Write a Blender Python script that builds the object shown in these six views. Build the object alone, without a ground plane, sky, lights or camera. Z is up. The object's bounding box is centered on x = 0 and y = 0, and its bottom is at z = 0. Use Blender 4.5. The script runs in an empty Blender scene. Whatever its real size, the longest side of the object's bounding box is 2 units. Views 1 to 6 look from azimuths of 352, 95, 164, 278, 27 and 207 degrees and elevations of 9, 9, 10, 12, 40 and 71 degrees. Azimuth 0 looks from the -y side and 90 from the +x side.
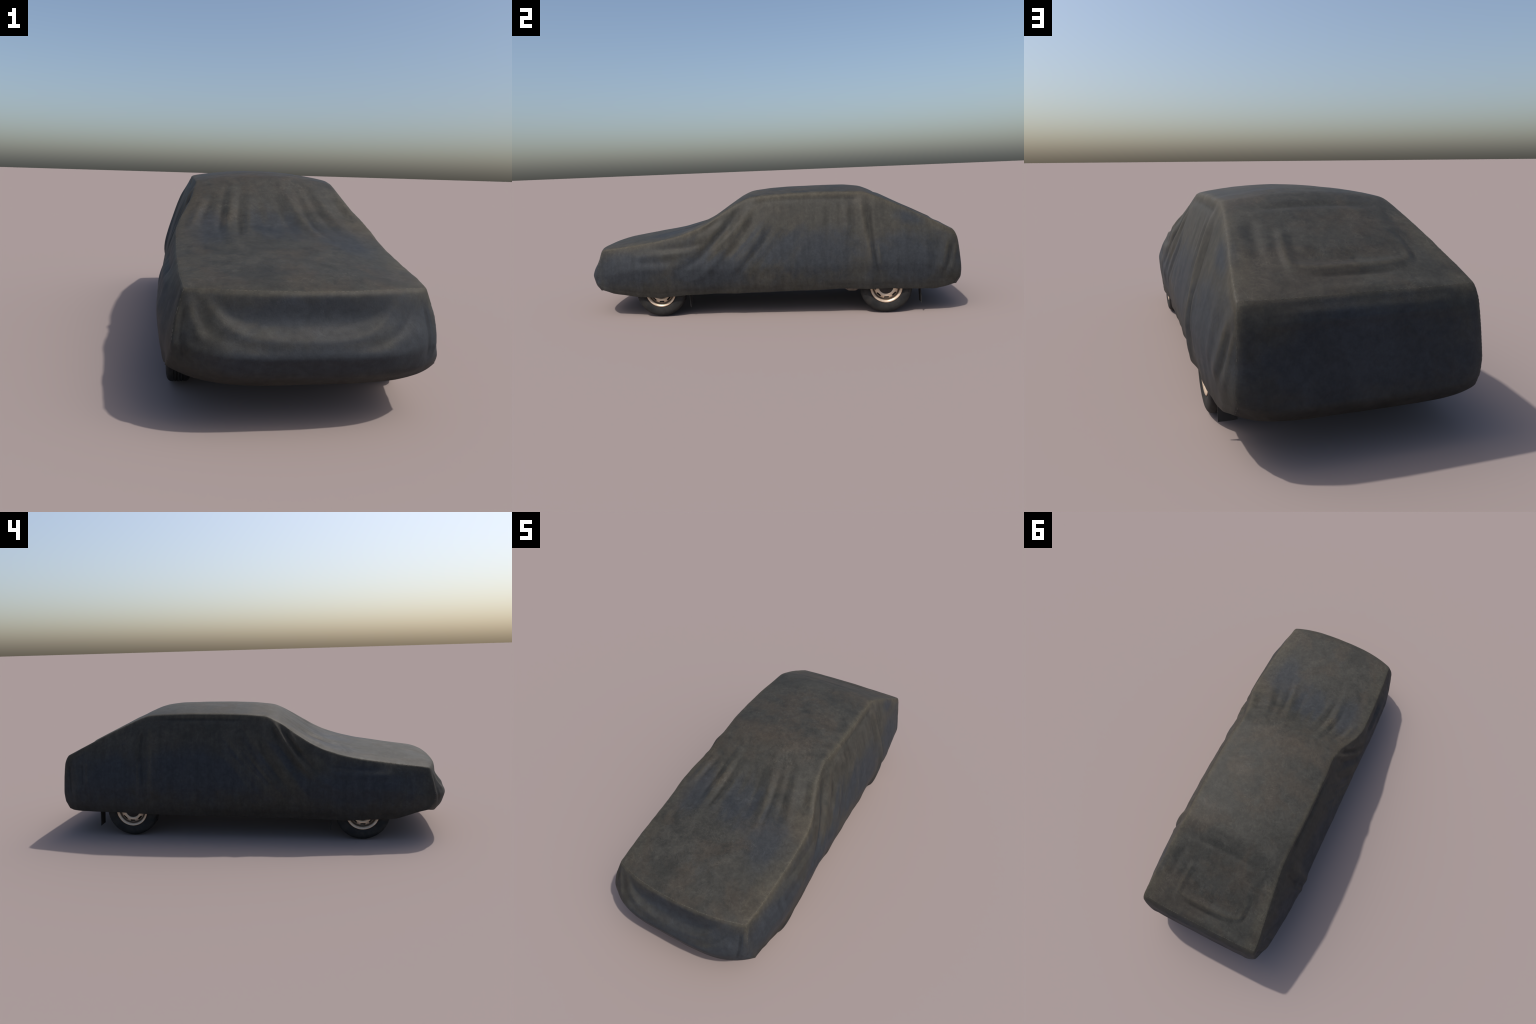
# A saloon car parked under a fitted, weathered canvas cover; only the lower wheels,
# four mud flaps and a bit of suspension show below the hem.
import bpy, bmesh, math, random
import numpy as np
from mathutils import Vector, noise as mnoise

random.seed(7)
rng = np.random.default_rng(7)
A = np.array
interp = np.interp

# ------------------------------------------------------------------ helpers
def link(ob, parent=None):
    bpy.context.scene.collection.objects.link(ob)
    if parent is not None:
        ob.parent = parent
    return ob

def mesh_object(name, verts, faces, mat, parent=None, smooth=True):
    me = bpy.data.meshes.new(name)
    me.from_pydata([tuple(v) for v in verts], [], [tuple(f) for f in faces])
    me.materials.append(mat)
    if smooth:
        me.polygons.foreach_set("use_smooth", [True] * len(me.polygons))
    me.update()
    return link(bpy.data.objects.new(name, me), parent)

class Nodes:
    """Small wrapper that makes shader trees readable."""
    def __init__(self, name):
        self.mat = bpy.data.materials.new(name)
        self.mat.use_nodes = True
        self.t = self.mat.node_tree
        self.t.nodes.clear()
        self.out = self.t.nodes.new("ShaderNodeOutputMaterial")
        self.bsdf = self.t.nodes.new("ShaderNodeBsdfPrincipled")
        self.t.links.new(self.bsdf.outputs[0], self.out.inputs[0])
        self.obj = self.t.nodes.new("ShaderNodeTexCoord").outputs["Object"]

    def put(self, sock, val):
        if isinstance(val, bpy.types.NodeSocket):
            self.t.links.new(val, sock)
        elif val is not None:
            sock.default_value = val

    def math(self, op, a, b=None, c=None, clamp=False):
        n = self.t.nodes.new("ShaderNodeMath"); n.operation = op; n.use_clamp = clamp
        for s, v in zip(n.inputs, (a, b, c)):
            self.put(s, v)
        return n.outputs[0]

    def vec(self, op, a, b=None):
        n = self.t.nodes.new("ShaderNodeVectorMath"); n.operation = op
        self.put(n.inputs[0], a)
        if b is not None:
            self.put(n.inputs[1], b)
        return n.outputs["Value"] if op in ("LENGTH", "DOT_PRODUCT") else n.outputs[0]

    def noise(self, scale, detail=4, rough=0.55, vector=None, distort=0.0):
        n = self.t.nodes.new("ShaderNodeTexNoise")
        self.put(n.inputs["Vector"], self.obj if vector is None else vector)
        n.inputs["Scale"].default_value = scale
        n.inputs["Detail"].default_value = detail
        n.inputs["Roughness"].default_value = rough
        n.inputs["Distortion"].default_value = distort
        return n.outputs[0]

    def stretch(self, sx, sy, sz, rot=(0, 0, 0)):
        n = self.t.nodes.new("ShaderNodeMapping")
        self.put(n.inputs["Vector"], self.obj)
        n.inputs["Scale"].default_value = (sx, sy, sz)
        n.inputs["Rotation"].default_value = rot
        return n.outputs[0]

    def remap(self, v, a, b, c=0.0, d=1.0, smooth=True):
        n = self.t.nodes.new("ShaderNodeMapRange")
        n.interpolation_type = "SMOOTHSTEP" if smooth else "LINEAR"
        n.clamp = True
        self.put(n.inputs[0], v)
        for i, x in enumerate((a, b, c, d)):
            n.inputs[i + 1].default_value = x
        return n.outputs[0]

    def mix(self, f, a, b, kind="MIX"):
        n = self.t.nodes.new("ShaderNodeMix"); n.data_type = "RGBA"; n.blend_type = kind
        col = [s for s in n.inputs if s.type == "RGBA"]
        self.put(n.inputs[0], f)
        for s, v in zip(col, (a, b)):
            if isinstance(v, tuple) and len(v) == 3:
                v = v + (1,)
            self.put(s, v)
        return [s for s in n.outputs if s.type == "RGBA"][0]

    def curve(self, v, pts, lo, hi):
        """piecewise curve of v given as (x, y) points, x running lo..hi"""
        n = self.t.nodes.new("ShaderNodeFloatCurve")
        self.put(n.inputs["Value"], self.remap(v, lo, hi, smooth=False))
        c = n.mapping.curves[0]
        for x, y in pts:
            x = (x - lo) / (hi - lo)
            if x <= 0.0:
                c.points[0].location = (0, y)
            elif x >= 1.0:
                c.points[-1].location = (1, y)
            else:
                c.points.new(x, y)
        for p in c.points:
            p.handle_type = "VECTOR"
        n.mapping.update()
        return n.outputs[0]

    def xyz(self, v=None):
        n = self.t.nodes.new("ShaderNodeSeparateXYZ")
        self.put(n.inputs[0], self.obj if v is None else v)
        return n.outputs

    def bump(self, h, strength, dist):
        n = self.t.nodes.new("ShaderNodeBump")
        n.inputs["Strength"].default_value = strength
        n.inputs["Distance"].default_value = dist
        self.put(n.inputs["Height"], h)
        self.t.links.new(n.outputs[0], self.bsdf.inputs["Normal"])

    def blob(self, c, r, inner=0.25):
        """soft ellipsoidal patch"""
        d = self.vec("LENGTH", self.vec("DIVIDE", self.vec("SUBTRACT", self.obj, c), r))
        return self.remap(d, 1.0, inner)

    def set(self, **kw):
        for k, v in kw.items():
            s = self.bsdf.inputs[k.replace("_", " ")]
            self.put(s, v + (1,) if isinstance(v, tuple) and len(v) == 3 else v)
        return self.mat

# ------------------------------------------------------------------ shape rules of the cover
# seam running along the edge between top and sides: half width and height by station
SEAM_Y = A([-.89, -.78, -.67, -.56, -.46, -.38, -.31, -.245, -.18, -.10, 0, .14, .27, .41, .505, .56, .70, .940])
SEAM_X = A([.318, .328, .333, .338, .340, .341, .326, .300, .280, .267, .276, .28, .28, .277, .275, .28, .296, .325])
SEAM_Z = A([.357, .371, .386, .403, .425, .452, .485, .523, .568, .607, .617, .622, .623, .621, .617, .598, .537, .417])
# crown line along the middle
MID_Y = A([-.94, -.86, -.667, -.52, -.389, -.299, -.146, -.10, 0, .10, .30, .42, .50, .59, .75, .85, .945])
MID_Z = A([.357, .379, .414, .437, .469, .510, .615, .634, .645, .650, .652, .650, .640, .603, .5205, .466, .415])
# widest line of the sides
BELLY_Y = A([-.945, -.90, -.85, -.80, -.70, -.5, -.2, 0, .3, .5, .7, .85, .90, .97])
BELLY_X = A([.338, .350, .363, .374, .390, .396, .393, .395, .395, .396, .386, .373, .365, .336])
# hem height, right (+x) and left (-x)
HEM_YR = A([-.89, -.862, -.83, -.69, -.584, -.433, -.239, 0, .394, .614, .85, .95])
HEM_ZR = A([.150, .140, .128, .112, .105, .116, .120, .124, .133, .130, .122, .142])
HEM_YL = A([-.89, -.732, -.5, -.32, .226, .463, .656, .87, .93, .95])
HEM_ZL = A([.160, .112, .107, .109, .118, .123, .130, .127, .130, .137])
# nose and tail outlines (row fraction from seam 0 to hem 1)
ROW = A([0, .28, .48, .67, .88, 1.0])
NOSE_Y = A([-.942, -.957, -.987, -1.0035, -.980, -.950])
NOSE_Z = A([.357, .292, .245, .205, .150, .1235])
TAIL_Y = A([.951, .981, .991, 1.0, .998, .972])
TAIL_Z = A([.417, .36, .27, .20, .148, .117])

NY, NX, NZ = 360, 116, 84
ys = np.linspace(SEAM_Y[0], SEAM_Y[-1], NY + 1)
rs = np.linspace(0, 1, NZ + 1)
ss = np.linspace(-1, 1, NX + 1)

def smoothed(y, xp, fp, w=.012):
    return sum(interp(y + k * w, xp, fp) for k in (-1, 0, 1)) / 3

def side_grid(sign):
    hy, hz = (HEM_YR, HEM_ZR) if sign > 0 else (HEM_YL, HEM_ZL)
    Y, R = np.meshgrid(ys, rs, indexing="ij")
    nose = np.clip(1 - (Y - ys[0]) / .22, 0, 1) ** 1.3
    tail = np.clip(1 - (ys[-1] - Y) / .22, 0, 1) ** 1.3
    y = Y + nose * interp(R, [0, .3, .65, .85, 1], [0, -.014, -.026, -.022, .006]) \
          + tail * interp(R, [0, .07, .16, .4, .7, .88, 1], [0, .014, .024, .032, .036, .033, .010])
    xs, zs = smoothed(Y, SEAM_Y, SEAM_X), smoothed(Y, SEAM_Y, SEAM_Z)
    zh = interp(y, hy, hz)
    z = zs + (zh - zs) * R
    xb = interp(y, BELLY_Y, BELLY_X) - (.004 if sign > 0 else .0) * interp(y, [-.7, -.5, .6, .85], [0, 1, 1, 0]) + (0 if sign > 0 else .004) * interp(y, [.45, .55, .7, .85], [0, 1, 1, 0])
    ends = np.maximum(np.clip((-.70 - y) / .2, 0, 1), np.clip((y - .80) / .15, 0, 1))
    zb = np.minimum(.255, zs - .09) - .04 * ends
    up = np.clip((z - zb) / (zs - zb), 0, 1)
    dn = np.clip((zb - z) / np.maximum(zb - zh, .02), 0, 1)
    tuck = interp(y, [-.90, -.82, -.70, -.45, -.30, .40, .55, .70, .85, .95], [-.012, .012, .016, .010, .018, .016, .010, .012, .018, .010])
    x = xb - (xb - xs) * up ** (1.34 - .14 * ends) - tuck * dn ** 1.5
    return np.stack([sign * x, y, z], -1)

right, left = side_grid(1), side_grid(-1)

def end_grid(col_r, col_l, my, mz, p0, p1):
    """panel across the nose or tail between the two corner edges"""
    S, R = np.meshgrid(ss, rs, indexing="ij")
    a = np.abs(S)
    p = p0 + (p1 - p0) * np.clip(R * 2, 0, 1)
    w = a ** p
    corner = np.where((S > 0)[..., None], col_r[None], col_l[None])
    x = S * np.abs(corner[..., 0])
    my_r = (interp(R - .05, ROW, my) + 2 * interp(R, ROW, my) + interp(R + .05, ROW, my)) / 4
    y = my_r * (1 - w) + corner[..., 1] * w
    z = interp(R, ROW, mz) * (1 - a ** 4) + corner[..., 2] * a ** 4
    return np.stack([x, y, z], -1)

front = end_grid(right[0], left[0], NOSE_Y, NOSE_Z, 2.5, 4.0)
rear = end_grid(right[-1], left[-1], TAIL_Y, TAIL_Z, 4.0, 9.0)

def top_grid():
    S, Y = np.meshgrid(ss, ys, indexing="ij")
    er, el = right[:, 0], left[:, 0]
    q = 1 - S ** 2
    wf = np.clip(1 - (Y - ys[0]) / .35, 0, 1)
    wr = np.clip(1 - (ys[-1] - Y) / .35, 0, 1)
    y = Y + (1 - np.abs(S) ** 2.5) * (NOSE_Y[0] - ys[0]) * wf ** 1.5 + (1 - np.abs(S) ** 4) * (TAIL_Y[0] - ys[-1]) * wr ** 1.5
    xs = np.where(S > 0, er[None, :, 0], -el[None, :, 0])
    zs = np.where(S > 0, er[None, :, 2], el[None, :, 2])
    crown = smoothed(y, MID_Y, MID_Z) - smoothed(y, SEAM_Y, SEAM_Z)
    # windscreen header bows forward in the middle
    return np.stack([S * xs, y, zs + np.maximum(crown, 0) * q], -1)

top = top_grid()
# make the borders coincide exactly
front[-1], front[0] = right[0], left[0]
rear[-1], rear[0] = right[-1], left[-1]
top[-1], top[0] = right[:, 0], left[:, 0]
top[:, 0], top[:, -1] = front[:, 0], rear[:, 0]

panels = [("top_panel", top, 1), ("side_panel", right, -1), ("side_panel.001", left, 1), ("front_panel", front, -1), ("rear_panel", rear, 1)]

# ---- one welded surface
P, F, panel_of_face, base = [], [], [], 0
owner = []
for k, (nm, g, flip) in enumerate(panels):
    n, m = g.shape[:2]
    idx = base + np.arange(n * m).reshape(n, m)
    P.append(g.reshape(-1, 3)); owner += [k] * (n * m)
    q = np.stack([idx[:-1, :-1], idx[1:, :-1], idx[1:, 1:], idx[:-1, 1:]], -1).reshape(-1, 4)
    F.append(q if flip > 0 else q[:, ::-1]); panel_of_face += [k] * len(q)
    base += n * m
P = np.vstack(P); F = np.vstack(F); panel_of_face = A(panel_of_face); owner = A(owner)
_, first, inv = np.unique(np.round(P, 5), axis=0, return_index=True, return_inverse=True)
inv = inv.reshape(-1)
P, owner, F = P[first], owner[first], inv[F]
NV = len(P)

E = np.vstack([F[:, [0, 1]], F[:, [1, 2]], F[:, [2, 3]], F[:, [3, 0]]])
Es = np.sort(E, 1)
Eu, cnt = np.unique(Es, axis=0, return_counts=True)
border_edges = Eu[cnt == 1]
is_border = np.zeros(NV, bool); is_border[border_edges.ravel()] = True
bmask = is_border[Eu].sum(1)
use = (bmask == 0)
# inner vertices relax against every neighbour, hem vertices only along the hem
ea = np.vstack([Eu[~is_border[Eu[:, 0]]], Eu[~is_border[Eu[:, 1]]][:, ::-1], border_edges, border_edges[:, ::-1]])
deg = np.bincount(ea[:, 0], minlength=NV).astype(float)

def relax(v, n, lam=.5, where=1.0):
    for _ in range(n):
        s = np.stack([np.bincount(ea[:, 0], v[ea[:, 1], c], NV) for c in range(3)], 1) / deg[:, None]
        v = v + lam * (np.where(is_border, .15, 1) * where)[:, None] * (s - v)
    return v

def normals(v):
    fn = np.cross(v[F[:, 2]] - v[F[:, 0]], v[F[:, 3]] - v[F[:, 1]])
    vn = np.stack([np.bincount(F.ravel(), np.repeat(fn[:, c], 4), NV) for c in range(3)], 1)
    return vn / np.linalg.norm(vn, axis=1, keepdims=True)

P0 = P.copy()
P = relax(P, 7)
P = relax(P, 5, .5, np.clip((P[:, 2] - .47) / .08, 0, 1))   # softer roof edges
P = relax(P, 34, .5, np.clip((-.85 - P[:, 1]) / .04, 0, 1) * np.clip((P[:, 2] - .28) / .03, 0, 1) * np.clip((.335 - np.abs(P[:, 0])) / .04, .12, 1))   # rolled bonnet edge
P = relax(P, 10, .5, np.clip((P[:, 1] - .87) / .04, 0, 1) * np.clip((P[:, 2] - .20) / .08, 0, 1))   # softer tail edges
N = normals(P)

# ------------------------------------------------------------------ drape: folds, ridges, dents
def stroke(plane, pts, amp, width, mask, taper=(.3, .3), sharp=2.0):
    amp, width = amp * SOFT[0], width * SOFT[1]
    """ridge (amp > 0) or valley (amp < 0) along a smooth line in a projection plane"""
    a = A(pts, float)
    # round the polyline by two chaikin passes
    for _ in range(2):
        q = [a[0]]
        for i in range(len(a) - 1):
            q += [a[i] * .75 + a[i + 1] * .25, a[i] * .25 + a[i + 1] * .75]
        q.append(a[-1]); a = A(q)
    X = P[:, plane]
    near = np.where((X > a.min(0) - 4 * width).all(1) & (X < a.max(0) + 4 * width).all(1) & (mask > .01))[0]
    x = X[near]
    seg = np.linalg.norm(np.diff(a, axis=0), axis=1); cum = np.concatenate([[0], np.cumsum(seg)]); L = cum[-1]
    best = np.full(len(x), 9.0); where = np.zeros(len(x))
    for i in range(len(seg)):
        d = a[i + 1] - a[i]
        t = np.clip(((x - a[i]) @ d) / max(seg[i] ** 2, 1e-9), 0, 1)
        r = np.linalg.norm(x - a[i] - t[:, None] * d, axis=1)
        s = (cum[i] + t * seg[i]) / L
        where = np.where(r < best, s, where); best = np.minimum(r, best)
    e0 = np.clip(where / max(taper[0], 1e-3), 0, 1) if taper[0] else 1
    e1 = np.clip((1 - where) / max(taper[1], 1e-3), 0, 1) if taper[1] else 1
    k = e0 * e0 * (3 - 2 * e0) if taper[0] else 1
    k = k * (e1 * e1 * (3 - 2 * e1) if taper[1] else 1)
    out = np.zeros(NV)
    out[near] = amp * k * np.exp(-(best / width) ** sharp) * mask[near]
    return out

sst = lambda v, a, b: (lambda t: t * t * (3 - 2 * t))(np.clip((v - a) / (b - a), 0, 1))
SOFT = [.72, 1.22]        # overall fold depth and breadth
onR = sst(N[:, 0], .25, .6); onL = sst(-N[:, 0], .25, .6)
onT = sst(N[:, 2], .35, .7); onF = sst(-N[:, 1], .25, .6) * (P[:, 1] < -.8); onB = sst(N[:, 1], .6, .9) * (P[:, 1] > .9)
YZ, XY, XZ = [1, 2], [0, 1], [0, 2]
H = np.zeros(NV)

# right flank: drape hanging from the windscreen pillar, sweeping forward to the wheel
for pts, amp, w in [
    ([(-.104, .584), (-.163, .52), (-.225, .444), (-.279, .381), (-.362, .304), (-.43, .25)], -.0140, .0185),
    ([(-.081, .588), (-.116, .502), (-.18, .43), (-.252, .374), (-.33, .30)], .0105, .021),
    ([(-.10, .45), (-.134, .424), (-.216, .34), (-.3, .253), (-.367, .2), (-.46, .178)], .0075, .019),
    ([(-.053, .575), (-.08, .483), (-.125, .414), (-.188, .345), (-.272, .261)], -.0075, .017),
    ([(-.007, .57), (-.021, .465), (-.053, .396), (-.11, .32), (-.20, .20)], .0060, .019),
    ([(.025, .50), (.01, .421), (-.035, .361), (-.109, .284), (-.19, .18)], -.0060, .017),
    ([(.092, .47), (.064, .393), (-.019, .3), (-.11, .20)], -.0032, .019),
    ([(-.19, .50), (-.25, .45), (-.33, .40)], .0055, .018),
    ([(-.38, .42), (-.31, .46), (-.24, .51)], -.0035, .012),
    ([(-.64, .357), (-.492, .363), (-.398, .371), (-.30, .396)], -.0055, .013),
    ([(-.76, .318), (-.566, .33), (-.417, .34), (-.33, .36)], .0050, .016),
    ([(-.72, .285), (-.56, .295), (-.44, .30)], -.0040, .018),
    ([(-.50, .235), (-.43, .265), (-.36, .305)], -.0055, .018),
    ([(-.70, .19), (-.58, .20), (-.48, .215)], .002, .025),
]:
    H += stroke(YZ, pts, amp, w, onR)
# right flank: rear pillar fold and softer hangings
H += stroke(YZ, [(.482, .61), (.49, .492), (.499, .406), (.517, .363), (.525, .269), (.528, .10)], .0115, .021, onR, (.15, .18))
H += stroke(YZ, [(.528, .57), (.536, .405), (.542, .337), (.560, .232), (.578, .15)], -.0075, .015, onR, (.2, .25))
H += stroke(YZ, [(.553, .38), (.565, .315), (.579, .22)], .0050, .012, onR)
H += stroke(YZ, [(.45, .40), (.475, .30), (.49, .16)], -.0050, .022, onR)
H += stroke(YZ, [(.415, .59), (.409, .38)], .0040, .013, onR)
H += stroke(YZ, [(.449, .57), (.446, .36)], -.0050, .014, onR)
H += stroke(YZ, [(.375, .58), (.37, .42)], -.0030, .013, onR)
H += stroke(YZ, [(.29, .59), (.275, .42), (.24, .30)], .0025, .018, onR)
H += stroke(YZ, [(.915, .392), (.892, .259), (.860, .19)], .0055, .014, onR)
H += stroke(YZ, [(.932, .366), (.913, .259), (.884, .18)], -.0045, .010, onR)
H += stroke(YZ, [(.86, .38), (.845, .26), (.82, .19)], -.0040, .016, onR)
H += stroke(YZ, [(.955, .37), (.94, .26), (.915, .17)], .0045, .008, onR)
# right flank: cloth sagging off the roof rail
H += stroke(YZ, [(-.09, .575), (.048, .594), (.273, .596), (.50, .586)], -.0045, .012, onR, (.1, .1))
# left flank
for pts, amp, w in [
    ([(-.118, .592), (-.137, .570), (-.180, .508), (-.243, .420), (-.31, .335)], .0100, .0095),
    ([(-.155, .570), (-.222, .478), (-.306, .385), (-.393, .28)], -.0085, .016),
    ([(-.21, .53), (-.262, .46), (-.29, .43)], .006, .008),
    ([(-.24, .42), (-.341, .331), (-.41, .28), (-.50, .24)], .0050, .016),
    ([(-.12, .57), (-.15, .49), (-.23, .38), (-.33, .27)], -.0060, .016),
    ([(-.09, .56), (-.11, .48), (-.18, .36), (-.27, .24)], .0045, .018),
    ([(-.045, .55), (-.075, .45), (-.148, .338), (-.253, .207)], -.0050, .017),
    ([(-.01, .55), (-.04, .441), (-.131, .331), (-.218, .225)], .0045, .017),
    ([(.03, .52), (0, .40), (-.09, .28)], -.0035, .016),
    ([(.491, .60), (.484, .40), (.489, .16)], .0105, .020),
    ([(.535, .56), (.546, .41), (.525, .26)], -.0070, .013),
    ([(.545, .42), (.545, .16)], .0060, .012),
    ([(.833, .40), (.828, .25)], .0040, .014),
    ([(.86, .39), (.855, .24)], -.0035, .012),
    ([(.937, .385), (.930, .18)], -.0040, .010),
    ([(.70, .49), (.60, .38), (.57, .25)], -.003, .020),
    ([(.49, .598), (.221, .600), (-.09, .588)], -.0060, .011),
    ([(-.66, .350), (-.5, .362), (-.36, .385)], -.0045, .014),
    ([(-.75, .32), (-.5, .33), (-.36, .35)], .004, .016),
]:
    H += stroke(YZ, pts, amp * 1.45, w * 1.05, onL, (.2, .35))
SOFT[:] = [.76, 1.2]
# windscreen: gathers running from the roof header down on to the bonnet
for pts, amp, w in [
    ([(-.115, -.09), (-.153, -.30), (-.165, -.43), (-.150, -.64)], .0065, .015),
    ([(-.145, -.11), (-.19, -.35), (-.20, -.55)], -.0045, .013),
    ([(-.09, -.12), (-.125, -.34), (-.135, -.60)], -.0050, .012),
    ([(-.06, -.14), (-.095, -.38), (-.11, -.58)], .0035, .011),
    ([(.035, -.09), (.09, -.317), (.129, -.48), (.145, -.64)], .0065, .017),
    ([(.0, -.11), (.04, -.34), (.065, -.56)], -.0040, .015),
    ([(.085, -.11), (.13, -.34), (.165, -.60)], -.0050, .014),
    ([(.15, -.09), (.19, -.23), (.225, -.36), (.250, -.50)], .0065, .016),
    ([(.12, -.10), (.163, -.27), (.215, -.50)], -.0045, .014),
    ([(.225, -.16), (.255, -.25), (.285, -.36)], -.0045, .014),
    ([(.248, -.15), (.280, -.23), (.322, -.36)], .0050, .013),
    ([(-.231, -.16), (-.262, -.28), (-.315, -.50)], .0070, .016),
    ([(-.205, -.18), (-.23, -.28), (-.27, -.42)], -.0055, .016),
    ([(-.02, -.24), (-.03, -.36)], .0025, .014),
]:
    H += stroke(XY, pts, amp, w, onT, (.45, .5))
# broad hollow at the foot of the windscreen
H += -.006 * onT * np.exp(-((P[:, 0] + .0) / .14) ** 2 - ((P[:, 1] + .37) / .11) ** 2)
SOFT[:] = [.95, 1.1]
# rear window: frame pressed through the cloth
for pts, amp, w in [
    ([(.235, .585), (.10, .580), (-.10, .580), (-.235, .585)], -.0045, .016),
    ([(.215, .59), (.225, .725), (.235, .87)], -.0050, .020),
    ([(-.225, .59), (-.235, .725), (-.24, .86)], -.0035, .018),
    ([(.128, .62), (.150, .74), (.164, .815), (.150, .853), (.0, .857), (-.13, .852), (-.180, .838), (-.190, .79), (-.172, .66)], .0052, .015),
    ([(.10, .62), (.128, .75), (.125, .815), (.0, .825), (-.12, .82), (-.145, .76)], -.0028, .018),
    ([(.160, .66), (.176, .76), (.178, .86)], -.0022, .013),
    ([(.14, .880), (-.02, .882), (-.16, .878)], -.0040, .013),
    ([(-.208, .70), (-.212, .80), (-.19, .875)], -.0035, .013),
    ([(.20, .926), (.05, .930), (-.10, .932), (-.24, .926)], .0028, .012),
]:
    H += stroke(XY, pts, amp, w, onT)
SOFT[:] = [.8, 1.0]
# nose: cloth sagging in a smile between the corners above the bumper
zsm = .244 + .088 * (np.abs(P[:, 0] + .02) / .24) ** 4
H += -.0085 * onF * sst(P[:, 2], zsm - .006, zsm + .038) * sst(.360 - P[:, 2], 0, .075)
H += stroke(XZ, [(-.272, .350), (-.255, .318), (-.225, .283), (-.17, .258), (-.042, .245), (.08, .249), (.15, .266), (.21, .296), (.235, .33)], .0020, .014, onF, (.2, .2))
H += stroke(XZ, [(-.29, .34), (-.275, .28), (-.20, .235), (-.05, .222)], -.0030, .015, onF)
H += stroke(XZ, [(-.297, .345), (-.29, .27), (-.25, .225)], .0040, .012, onF)
H += stroke(XZ, [(.265, .34), (.25, .28), (.19, .24), (.08, .225)], -.0040, .013, onF)
H += stroke(XZ, [(-.30, .196), (0, .184), (.30, .192)], -.0025, .014, onF)
for x0, a in [(-.325, .004), (-.308, -.004), (.316, .0065), (.298, -.004), (.333, -.005)]:
    H += stroke(XZ, [(x0, .33), (x0 * 1.06, .25), (x0 * 1.02, .17)], a, .008, onF)
# tail: pressed-in field between thicker borders
H += -.004 * onB * sst(.285 - np.abs(P[:, 0]), 0, .03) * sst(.37 - P[:, 2], 0, .03) * sst(P[:, 2] - .15, 0, .03)
H += stroke(XZ, [(-.3, .385), (0, .385), (.3, .385)], .003, .012, onB)

# hem: loose edge with a turned-in band, gently waving
hemz = np.where(P[:, 0] > 0, interp(P[:, 1], HEM_YR, HEM_ZR), interp(P[:, 1], HEM_YL, HEM_ZL))
low = 1 - sst(P[:, 2] - hemz, 0, .05)
H += low * (onR + onL) * A([.006 * mnoise.noise(Vector((x * 2, y * 9, 3.1))) for x, y, z in P])
H += -.0007 * np.exp(-((P[:, 2] - hemz - .022) / .007) ** 2) * (onR + onL)

# small-scale slackness of old canvas
lump = A([mnoise.noise(Vector((x * 7, y * 6, z * 6))) * .6 + mnoise.noise(Vector((x * 17 + 5, y * 13, z * 13))) * .35 + mnoise.noise(Vector((x * 40, y * 34, z * 30 + 9))) * .10 for x, y, z in P])
H += .0018 * lump
# hanging streaks down the flanks
hang = A([mnoise.noise(Vector((y * 24, z * 3.2, 7.7 + (x > 0) * 5))) for x, y, z in P])
H += .0013 * hang * (onR + onL) * sst(.60 - P[:, 2], 0, .08)
# stitched seam ridge between the panels
pn = {}
touch = [set() for _ in range(0)]
pf = np.zeros((NV, 5), bool)
for k in range(5):
    pf[np.unique(F[panel_of_face == k]), k] = True
on_seam = pf.sum(1) > 1
H[on_seam] += .0006

P = P + N * H[:, None]
P = relax(P, 1, .4)
N = normals(P)
P[:, 1] = np.clip(P[:, 1], -1.0, 1.0)

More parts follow.
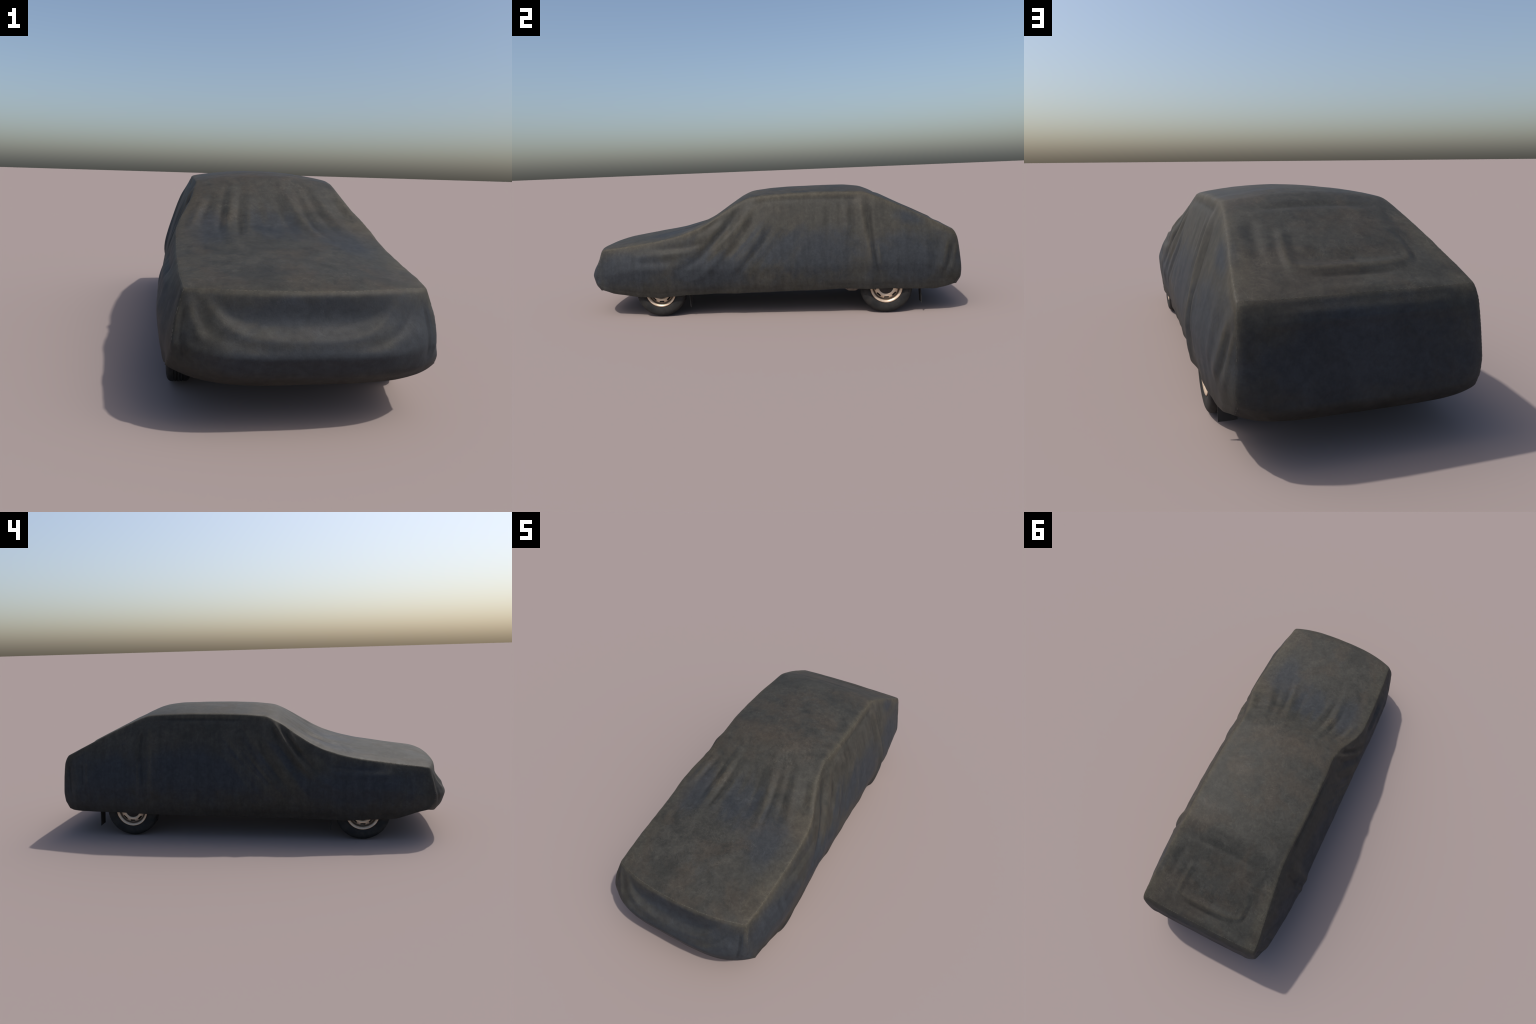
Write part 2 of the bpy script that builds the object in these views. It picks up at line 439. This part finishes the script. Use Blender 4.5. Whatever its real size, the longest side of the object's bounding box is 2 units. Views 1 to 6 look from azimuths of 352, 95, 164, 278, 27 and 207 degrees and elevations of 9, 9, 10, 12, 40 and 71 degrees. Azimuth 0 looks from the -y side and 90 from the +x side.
# ------------------------------------------------------------------ materials
def canvas_material():
    n = Nodes("weathered_canvas")
    x, y, z = n.xyz()
    ax = n.math("ABSOLUTE", x)
    nz = n.xyz(n.t.nodes.new("ShaderNodeNewGeometry").outputs["Normal"])[2]
    flat = n.remap(nz, .35, .8)
    big = n.noise(3.0, 4, .6)
    mid = n.noise(9, 6, .65, distort=.8)
    fine = n.noise(70, 4, .7)
    weave = n.noise(260, 2, .6)
    streak = n.noise(8, 4, .6, n.stretch(1, 4.5, .5))
    geo = n.t.nodes.new("ShaderNodeNewGeometry")
    ridge = n.remap(geo.outputs["Pointiness"], .5035, .5150)  # pointiness lightens crests and darkens hollows: fold shading baked into the colour
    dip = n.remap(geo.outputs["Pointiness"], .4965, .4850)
    # fold light and shade tinted in as bands: slanting off pillars, lengthwise on windscreen
    lean = n.math("ADD", n.math("MULTIPLY", y, 1.0), n.math("MULTIPLY", z, -.85))
    cmb = n.t.nodes.new("ShaderNodeCombineXYZ")
    n.put(cmb.inputs[0], n.math("MULTIPLY", lean, 13.0)); n.put(cmb.inputs[1], n.math("MULTIPLY", z, 2.2)); n.put(cmb.inputs[2], x)
    drape = n.noise(1.0, 3, .55, cmb.outputs[0])
    pillar = n.math("MULTIPLY", n.blob((0, -.12, .40), (9, .42, .30), .1), n.remap(nz, .7, .4))
    screen = n.math("MULTIPLY", n.noise(5, 3, .55, n.stretch(3.4, .55, .55)), 1.0)
    glass = n.blob((0, -.33, .50), (.36, .26, .3), .2)
    side = n.math("SUBTRACT", 1.0, flat)
    # olive-brown canvas, patchy
    col = n.mix(n.remap(mid, .30, .72), OLIVE_D, OLIVE_L)
    # slate-blue in broad soft patches and low on the sides
    blue = None
    for c, r in BLUE:
        b = n.blob(c, r, 0.0)
        blue = b if blue is None else n.math("MAXIMUM", blue, b)
    blue = n.math("ADD", blue, n.math("MULTIPLY", n.math("SUBTRACT", big, .5), 1.2))
    blue = n.math("ADD", blue, n.math("MULTIPLY", side, n.remap(z, .52, .36, .0, .30)))
    blue = n.math("ADD", blue, n.math("MULTIPLY", flat, n.remap(z, .56, .62, 0.0, -.40)))
    blue = n.math("ADD", blue, n.math("MULTIPLY", pillar, n.remap(drape, .35, .65, .45, -.55)))
    blue = n.math("ADD", blue, n.math("MULTIPLY", glass, n.remap(screen, .35, .65, .35, -.45)))
    blue = n.math("ADD", blue, n.math("MULTIPLY", n.math("SUBTRACT", mid, .5), 1.1))
    blue = n.remap(n.math("ADD", blue, n.math("MULTIPLY", n.math("SUBTRACT", n.noise(24, 4, .7), .5), .5)), .05, 1.0)
    warm = n.math("MULTIPLY", n.remap(n.noise(5, 5, .65, distort=.5), .45, .62), n.math("ADD", .15, n.math("MULTIPLY", flat, .36)))
    col = n.mix(warm, col, BROWN)
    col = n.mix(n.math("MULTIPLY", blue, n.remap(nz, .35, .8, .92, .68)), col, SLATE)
    col = n.mix(n.math("MULTIPLY", n.math("MULTIPLY", n.math("MAXIMUM", n.math("MULTIPLY", pillar, n.remap(drape, .5, .7)), n.math("MULTIPLY", ridge, .8)), n.remap(z, .2, .35)), .38), col, PALE_BROWN)
    # pale brown band along the seam between top and sides
    zs = n.curve(y, list(zip(SEAM_Y.tolist(), SEAM_Z.tolist())), -.89, .935)
    d = n.math("ABSOLUTE", n.math("SUBTRACT", z, n.math("SUBTRACT", zs, .006)))
    edge = n.math("MULTIPLY", n.remap(d, .032, .002), n.remap(ax, .24, .275))
    edge = n.math("MULTIPLY", edge, n.remap(mid, .30, .62, .35, 1.0))
    col = n.mix(n.math("MULTIPLY", edge, n.remap(y, -.90, -.84, .12, .42)), col, PALE_BROWN)
    # browner roof header
    hdr = n.blob((0, -.07, .63), (.30, .13, .07), 0.0)
    col = n.mix(n.math("MULTIPLY", hdr, n.remap(mid, .35, .65, .2, .8)), col, BROWN)
    # rusty grime at the hem and low nose
    low = n.remap(z, .20, .115)
    col = n.mix(n.math("MULTIPLY", low, n.remap(mid, .3, .6, .45, .9)), col, GRIME)
    # curly scuffs and crease marks, streaks down the sides, grain
    scuff = n.remap(n.math("ABSOLUTE", n.math("SUBTRACT", n.noise(7, 3, .6, distort=2.5), .5)), .0, .035, 1.0, 0.0)
    scuff = n.math("MULTIPLY", scuff, n.remap(n.noise(11, 3), .42, .66))
    scuff2 = n.remap(n.math("ABSOLUTE", n.math("SUBTRACT", n.noise(13, 4, .65, n.stretch(1, 1, 1, (.5, .3, 1.1)), 1.8), .47)), .0, .03, 1.0, 0.0)
    scuff2 = n.math("MULTIPLY", scuff2, n.remap(n.noise(8, 3), .45, .7))
    scr = n.math("SUBTRACT", scuff, n.math("MULTIPLY", scuff2, .8))
    val = n.math("ADD", 1.0, n.math("MULTIPLY", scr, n.math("ADD", .06, n.math("MULTIPLY", flat, .20))))
    val = n.math("MULTIPLY", val, n.math("ADD", 1.0, n.math("MULTIPLY", side, n.remap(streak, .25, .75, -.13, .13))))
    val = n.math("MULTIPLY", val, n.remap(n.noise(26, 5, .7, distort=.5), .28, .72, .86, 1.14))
    val = n.math("MULTIPLY", val, n.remap(fine, .25, .75, .87, 1.13))
    val = n.math("MULTIPLY", val, n.remap(weave, .3, .7, .95, 1.05))
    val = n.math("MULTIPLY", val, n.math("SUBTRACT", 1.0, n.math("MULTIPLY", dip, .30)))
    comb = n.t.nodes.new("ShaderNodeCombineXYZ")
    for s in comb.inputs:
        n.put(s, val)
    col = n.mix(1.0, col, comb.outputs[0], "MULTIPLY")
    n.bump(n.math("ADD", n.math("MULTIPLY", scr, .10), n.math("ADD", n.math("MULTIPLY", fine, .5), n.math("MULTIPLY", weave, .3))), .25, .003)
    return n.set(Base_Color=col, Roughness=n.remap(mid, .3, .7, .56, .70), Specular_IOR_Level=.22)

OLIVE_D, OLIVE_L = (.0295, .0288, .0243), (.0470, .0450, .0380)
SLATE, PALE_BROWN, BROWN, GRIME = (.0240, .0285, .0350), (.066, .057, .039), (.052, .042, .031), (.022, .0195, .016)
BLUE = [((0, 1.0, .27), (.42, .2, .2)), ((0, -.42, .47), (.24, .20, .18)), ((.22, -.52, .42), (.18, .26, .14)), ((-.24, -.42, .46), (.16, .28, .18)),
        ((.42, .20, .34), (.2, .42, .22)), ((.42, .72, .30), (.2, .30, .24)), ((.40, -.74, .26), (.2, .32, .15)), ((.40, -.30, .24), (.14, .3, .14)),
        ((-.42, .15, .36), (.2, .55, .26)), ((-.42, -.55, .28), (.2, .45, .16)), ((-.42, .70, .32), (.2, .34, .24)),
        ((0, -.98, .30), (.34, .14, .10)), ((.30, -.97, .24), (.16, .14, .16)), ((0, -1.0, .19), (.46, .12, .07)),
        ((0, 1.0, .27), (.50, .14, .20)), ((.31, .74, .50), (.06, .16, .10))]
CANVAS = canvas_material()

def lining_material():
    n = Nodes("canvas_lining")
    return n.set(Base_Color=n.mix(n.noise(20), (.018, .017, .015), (.03, .028, .025)), Roughness=.9)

def rubber_material():
    n = Nodes("tyre_rubber")
    d = n.noise(26, 4)
    col = n.mix(n.remap(d, .35, .7), (.016, .016, .016), (.030, .028, .025))
    n.bump(n.noise(120, 3), .2, .002)
    return n.set(Base_Color=col, Roughness=.75, Specular_IOR_Level=.25)

def rim_material():
    n = Nodes("tarnished_silver_paint")
    d = n.noise(30, 5, .65)
    o = n.xyz()
    r = n.vec("LENGTH", n.vec("MULTIPLY", n.obj, (0, 1, 1)))
    col = n.mix(n.remap(d, .38, .68), (.66, .51, .37), (.46, .35, .25))
    ring = n.math("MULTIPLY", n.remap(r, .0595, .0635), n.remap(r, .0715, .067))
    col = n.mix(n.math("MULTIPLY", ring, .9), col, (.03, .018, .011))
    lip = n.remap(r, .0790, .0815)
    col = n.mix(n.math("MULTIPLY", lip, n.remap(d, .3, .6, .35, .9)), col, (.28, .13, .07))
    n.bump(d, .15, .002)
    return n.set(Base_Color=col, Roughness=.36, Metallic=.4)

def plain_material(name, a, b, rough, scale=30.0, metal=0.0):
    n = Nodes(name)
    return n.set(Base_Color=n.mix(n.remap(n.noise(scale, 4), .35, .7), a, b), Roughness=rough, Metallic=metal)

LINING, RUBBER, RIM = lining_material(), rubber_material(), rim_material()
HUB = plain_material("rusty_hub", (.022, .018, .015), (.012, .010, .009), .65)
BLACK = plain_material("dark_underside", (.012, .012, .012), (.022, .02, .018), .85)
FLAP = plain_material("flap_rubber", (.012, .012, .012), (.018, .017, .016), .75)
STEEL = plain_material("weathered_steel", (.22, .19, .16), (.12, .09, .07), .45, 60, .5)
THREAD = plain_material("faded_thread", (.10, .095, .08), (.055, .052, .045), .8, 40)

# ------------------------------------------------------------------ objects
root = link(bpy.data.objects.new("covered_car", None))
root.empty_display_size = .2
root["label"] = "parked saloon car under a dark weathered canvas cover"
root["category"] = "covered car"

THICK = .0035
inner = P - N * THICK
# hem rim direction: faces that close the edge between outer and inner sheet
dir_edges = {}
for a, b in E:
    dir_edges[(a, b)] = 1
for k, (nm, g, flip) in enumerate(panels):
    fk = F[panel_of_face == k]
    ids = np.unique(fk); loc = -np.ones(NV, int); loc[ids] = np.arange(len(ids)); m = len(ids)
    fo = loc[fk]
    fi = fo[:, ::-1] + m
    ek = np.vstack([fk[:, [0, 1]], fk[:, [1, 2]], fk[:, [2, 3]], fk[:, [3, 0]]])
    hem = ek[[(b, a) not in dir_edges for a, b in ek]]
    h = loc[hem]
    rim = np.stack([h[:, 1], h[:, 0], h[:, 0] + m, h[:, 1] + m], 1)
    verts = np.vstack([P[ids], inner[ids]])
    faces = np.vstack([fo, fi, rim])
    ob = mesh_object(nm, verts.tolist(), faces.tolist(), CANVAS, root)
    ob.data.materials.append(LINING)
    mi = np.zeros(len(faces), int); mi[len(fo):len(fo) + len(fi)] = 1
    ob.data.polygons.foreach_set("material_index", mi)
    ob.data.normals_split_custom_set_from_vertices(np.vstack([N[ids], -N[ids]]).tolist())

# ---- stitching along the seams: short raised thread dashes
def seam_lines():
    """border curves between panels, in order"""
    key = {tuple(k): i for i, k in enumerate(map(tuple, np.round(P0, 5)))}
    pick = lambda arr: A([key[tuple(v)] for v in np.round(arr, 5)])
    return [pick(right[:, 0]), pick(left[:, 0]), pick(front[:, 0]), pick(rear[:, 0]), pick(right[0]), pick(left[0]), pick(right[-1]), pick(left[-1])]

sv, sf = [], []
for ids in seam_lines():
    pts, nn = P[ids], N[ids]
    L = np.concatenate([[0], np.cumsum(np.linalg.norm(np.diff(pts, axis=0), axis=1))])
    s = .004
    while s < L[-1] - .01:
        length = random.uniform(.005, .008)
        if random.random() < .8:
            a = A([interp(s, L, pts[:, c]) for c in range(3)]); b = A([interp(s + length, L, pts[:, c]) for c in range(3)])
            n0 = A([interp(s, L, nn[:, c]) for c in range(3)]); n0 /= np.linalg.norm(n0)
            t = b - a; t /= np.linalg.norm(t); w = np.cross(n0, t)
            off = random.gauss(0, .0004)
            i0 = len(sv)
            for p in (a, b):
                for dw, dn in ((-.0006, -.0008), (.0006, -.0008), (.0003, .0003), (-.0003, .0003)):
                    sv.append(p + w * (dw + off) + n0 * dn)
            sf += [(i0, i0 + 1, i0 + 5, i0 + 4), (i0 + 1, i0 + 2, i0 + 6, i0 + 5), (i0 + 2, i0 + 3, i0 + 7, i0 + 6), (i0 + 3, i0, i0 + 4, i0 + 7), (i0 + 3, i0 + 2, i0 + 1, i0), (i0 + 4, i0 + 5, i0 + 6, i0 + 7)]
        s += length + random.uniform(.003, .006)
st = mesh_object("stitching", sv, sf, THREAD, root, smooth=False)
st["kind"] = "stuff"

# ---- wheels
def lathe(name, prof, seg, mat, parent=None, caps=False):
    """revolve (x, r) profile round the x axis"""
    v, f = [], []
    for i in range(seg):
        a = 2 * math.pi * i / seg
        v += [(x, r * math.sin(a), r * math.cos(a)) for x, r in prof]
    m = len(prof)
    for i in range(seg):
        j = (i + 1) % seg
        f += [(i * m + k, j * m + k, j * m + k + 1, i * m + k + 1) for k in range(m - 1)]
    ob = mesh_object(name, v, f, mat, parent)
    bm = bmesh.new(); bm.from_mesh(ob.data)
    bmesh.ops.remove_doubles(bm, verts=bm.verts, dist=1e-6)
    bmesh.ops.dissolve_degenerate(bm, edges=bm.edges, dist=1e-6)
    bmesh.ops.recalc_face_normals(bm, faces=bm.faces)
    bm.to_mesh(ob.data); bm.free()
    ob.data.set_sharp_from_angle(angle=math.radians(38))
    return ob

R_TYRE = .133
def tyre_profile():
    half, rr = .037, R_TYRE
    right_side = [(-.026, .078), (-.031, .082), (-.0345, .090), (-.0372, .101), (-.0372, .110), (-.0355, .119), (-.033, .1245), (-.030, .1285), (-.026, .1312), (-.020, rr - .0005)]
    tread = []
    for gx in (-.013, -.0045, .0045, .013):
        tread += [(gx - .0014, rr), (gx - .0010, rr - .003), (gx + .0010, rr - .003), (gx + .0014, rr)]
    p = right_side + tread + [(-x, r) for x, r in reversed(right_side)]
    return p + [(.022, .072), (-.022, .072), p[0]]

def build_wheel():
    drum = lathe("wheel", [(.0, 0.0005), (.008, .0005), (.008, .058), (-.03, .060), (-.03, .0005), (0, .0005)], 40, BLACK)
    tyre = lathe("tyre", tyre_profile(), 96, RUBBER, drum)
    # +x is the outside
    rim = lathe("rim", [(.0275, .0770), (.0315, .0815), (.0335, .0812), (.0338, .0795), (.0325, .0760), (.0295, .0720), (.0265, .0690), (.0205, .0662),
                        (.0195, .0640), (.0215, .0620), (.0245, .0590), (.0262, .0540), (.0268, .0480), (.0255, .0425), (.0235, .0385), (.0215, .0360),
                        (.0185, .0360), (.0205, .0400), (.0225, .0480), (.0215, .0540), (.0195, .0590), (.0165, .0620), (.0145, .0660), (.0180, .0690), (.0240, .0730), (.0275, .0770)], 96, RIM, drum)
    # eight ventilation slots, rounded boxes cut through the disc
    bm = bmesh.new()
    nc = 20
    for i in range(8):
        a = 2 * math.pi * i / 8
        rings = []
        for xx in (.008, .036):
            ring = []
            for k in range(nc):
                t = 2 * math.pi * k / nc
                u = math.copysign(abs(math.cos(t)) ** .35, math.cos(t)) * .0132
                v = math.copysign(abs(math.sin(t)) ** .5, math.sin(t)) * .0043 - .0545
                ring.append(bm.verts.new((xx, u * math.cos(a) - v * math.sin(a), u * math.sin(a) + v * math.cos(a))))
            rings.append(ring)
        bm.faces.new(rings[0]); bm.faces.new(rings[1][::-1])
        for k in range(nc):
            q = (k + 1) % nc
            bm.faces.new((rings[0][k], rings[1][k], rings[1][q], rings[0][q]))
    bmesh.ops.recalc_face_normals(bm, faces=bm.faces)
    me = bpy.data.meshes.new("cutter"); bm.to_mesh(me); bm.free()
    cut = link(bpy.data.objects.new("cutter", me))
    mod = rim.modifiers.new("slots", "BOOLEAN"); mod.operation = "DIFFERENCE"; mod.object = cut; mod.solver = "EXACT"
    dg = bpy.context.evaluated_depsgraph_get()
    rim.data = bpy.data.meshes.new_from_object(rim.evaluated_get(dg))
    rim.modifiers.clear()
    rim.data.name = "rim"
    bpy.data.objects.remove(cut)
    hub = lathe("hub_cap", [(.018, .0385), (.0225, .0380), (.0245, .0350), (.0275, .0260), (.0285, .0120), (.0288, .0005)], 48, HUB, drum)
    return drum

wheel = build_wheel()
kids = list(wheel.children)
spots = [(.3265, -.574, 0), (-.3265, -.574, 1), (.3225, .604, 0), (-.3225, .604, 1)]
for i, (x, y, flip) in enumerate(spots):
    if i == 0:
        w = wheel
    else:
        w = link(wheel.copy())
        for c in kids:
            cc = link(c.copy(), w)
    w.parent = root
    w.location = (x, y, R_TYRE)
    w.rotation_euler = (rng.uniform(-.05, .05), 0, math.pi if flip else 0)

# ---- chamfered box
def box(name, lo, hi, mat, bevel, parent=root):
    bm = bmesh.new()
    bmesh.ops.create_cube(bm, size=1.0)
    lo, hi = A(lo), A(hi)
    for v in bm.verts:
        v.co = Vector(tuple((lo + hi) / 2 + A(v.co) * (hi - lo)))
    bmesh.ops.bevel(bm, geom=list(bm.edges), offset=bevel, segments=2, affect="EDGES")
    me = bpy.data.meshes.new(name); bm.to_mesh(me); bm.free()
    me.materials.append(mat)
    return link(bpy.data.objects.new(name, me), parent)

# mud flaps behind the wheels (flexible rubber, slightly bowed)
def flap(x, y, zb, width, first=[None]):
    v, f = [], []
    nz, nx = 8, 6
    for side in (-1, 1):
        for i in range(nz + 1):
            for j in range(nx + 1):
                t = i / nz; u = j / nx - .5
                zz = zb + (.20 - zb) * (1 - t)
                v.append((u * width * (1 - .0 * t), .006 * t * t + .002 * math.cos(u * 3) + side * .0015, zz - 0))
    m = (nz + 1) * (nx + 1)
    for s in range(2):
        for i in range(nz):
            for j in range(nx):
                a = s * m + i * (nx + 1) + j
                q = (a, a + 1, a + nx + 2, a + nx + 1)
                f.append(q if s == 1 else q[::-1])
    ring = [j for j in range(nx + 1)] + [i * (nx + 1) + nx for i in range(1, nz + 1)] + [nz * (nx + 1) + j for j in range(nx - 1, -1, -1)] + [i * (nx + 1) for i in range(nz - 1, 0, -1)]
    for a, b in zip(ring, ring[1:] + ring[:1]):
        f.append((a, b, b + m, a + m))
    ob = mesh_object("mud_flap", v, f, FLAP, root, smooth=False)
    ob.location = (x, y, 0)
    return ob

for sx in (1, -1):
    flap(sx * .322, -.424, .044, .054)
    flap(sx * .320, .776, .046, .054)

# underside and suspension arm bits
box("underbody", (-.270, -.86, .150), (.270, .90, .260), BLACK, .02)
def pipe(name, pts, rad, mat):
    cu = bpy.data.curves.new(name, "CURVE"); cu.dimensions = "3D"; cu.bevel_depth = rad; cu.bevel_resolution = 3; cu.use_fill_caps = True
    sp = cu.splines.new("POLY"); sp.points.add(len(pts) - 1)
    for p, c in zip(sp.points, pts):
        p.co = (*c, 1)
    tmp = bpy.data.objects.new(name, cu); link(tmp)
    dg = bpy.context.evaluated_depsgraph_get()
    me = bpy.data.meshes.new_from_object(tmp.evaluated_get(dg)); me.name = name
    bpy.data.objects.remove(tmp)
    me.materials.clear(); me.materials.append(mat)
    me.polygons.foreach_set("use_smooth", [True] * len(me.polygons))
    return link(bpy.data.objects.new(name, me), root)

def bracket(sx):
    """pressed steel trailing-arm mount: a tapered tray hung ahead of the rear wheel"""
    prof = [(.375, .125), (.392, .110), (.420, .092), (.458, .092), (.476, .104), (.505, .106), (.505, .125)]
    bm = bmesh.new()
    a = [bm.verts.new((sx * .245, y, z)) for y, z in prof]
    b = [bm.verts.new((sx * .205, y, z)) for y, z in prof]
    bm.faces.new(a); bm.faces.new(b[::-1])
    for i in range(len(prof)):
        j = (i + 1) % len(prof)
        bm.faces.new((a[i], b[i], b[j], a[j]))
    bmesh.ops.recalc_face_normals(bm, faces=bm.faces)
    bmesh.ops.bevel(bm, geom=list(bm.edges), offset=.003, segments=2, affect="EDGES")
    me = bpy.data.meshes.new("suspension_mount"); bm.to_mesh(me); bm.free(); me.materials.append(STEEL)
    ob = link(bpy.data.objects.new("suspension_mount", me), root)
    bolt = lathe("bolt", [(0, .0005), (.004, .0005), (.004, .0045), (0, .005)], 6, STEEL, ob)
    bolt.location = (sx * .244, .447, .1035)
    bolt.rotation_euler = (0, 0, 0 if sx > 0 else math.pi)
bracket(1)
bracket(-1)
pipe("axle", [(-.30, .604, R_TYRE), (.30, .604, R_TYRE)], .014, BLACK)
pipe("axle", [(-.30, -.574, R_TYRE), (.30, -.574, R_TYRE)], .014, BLACK)
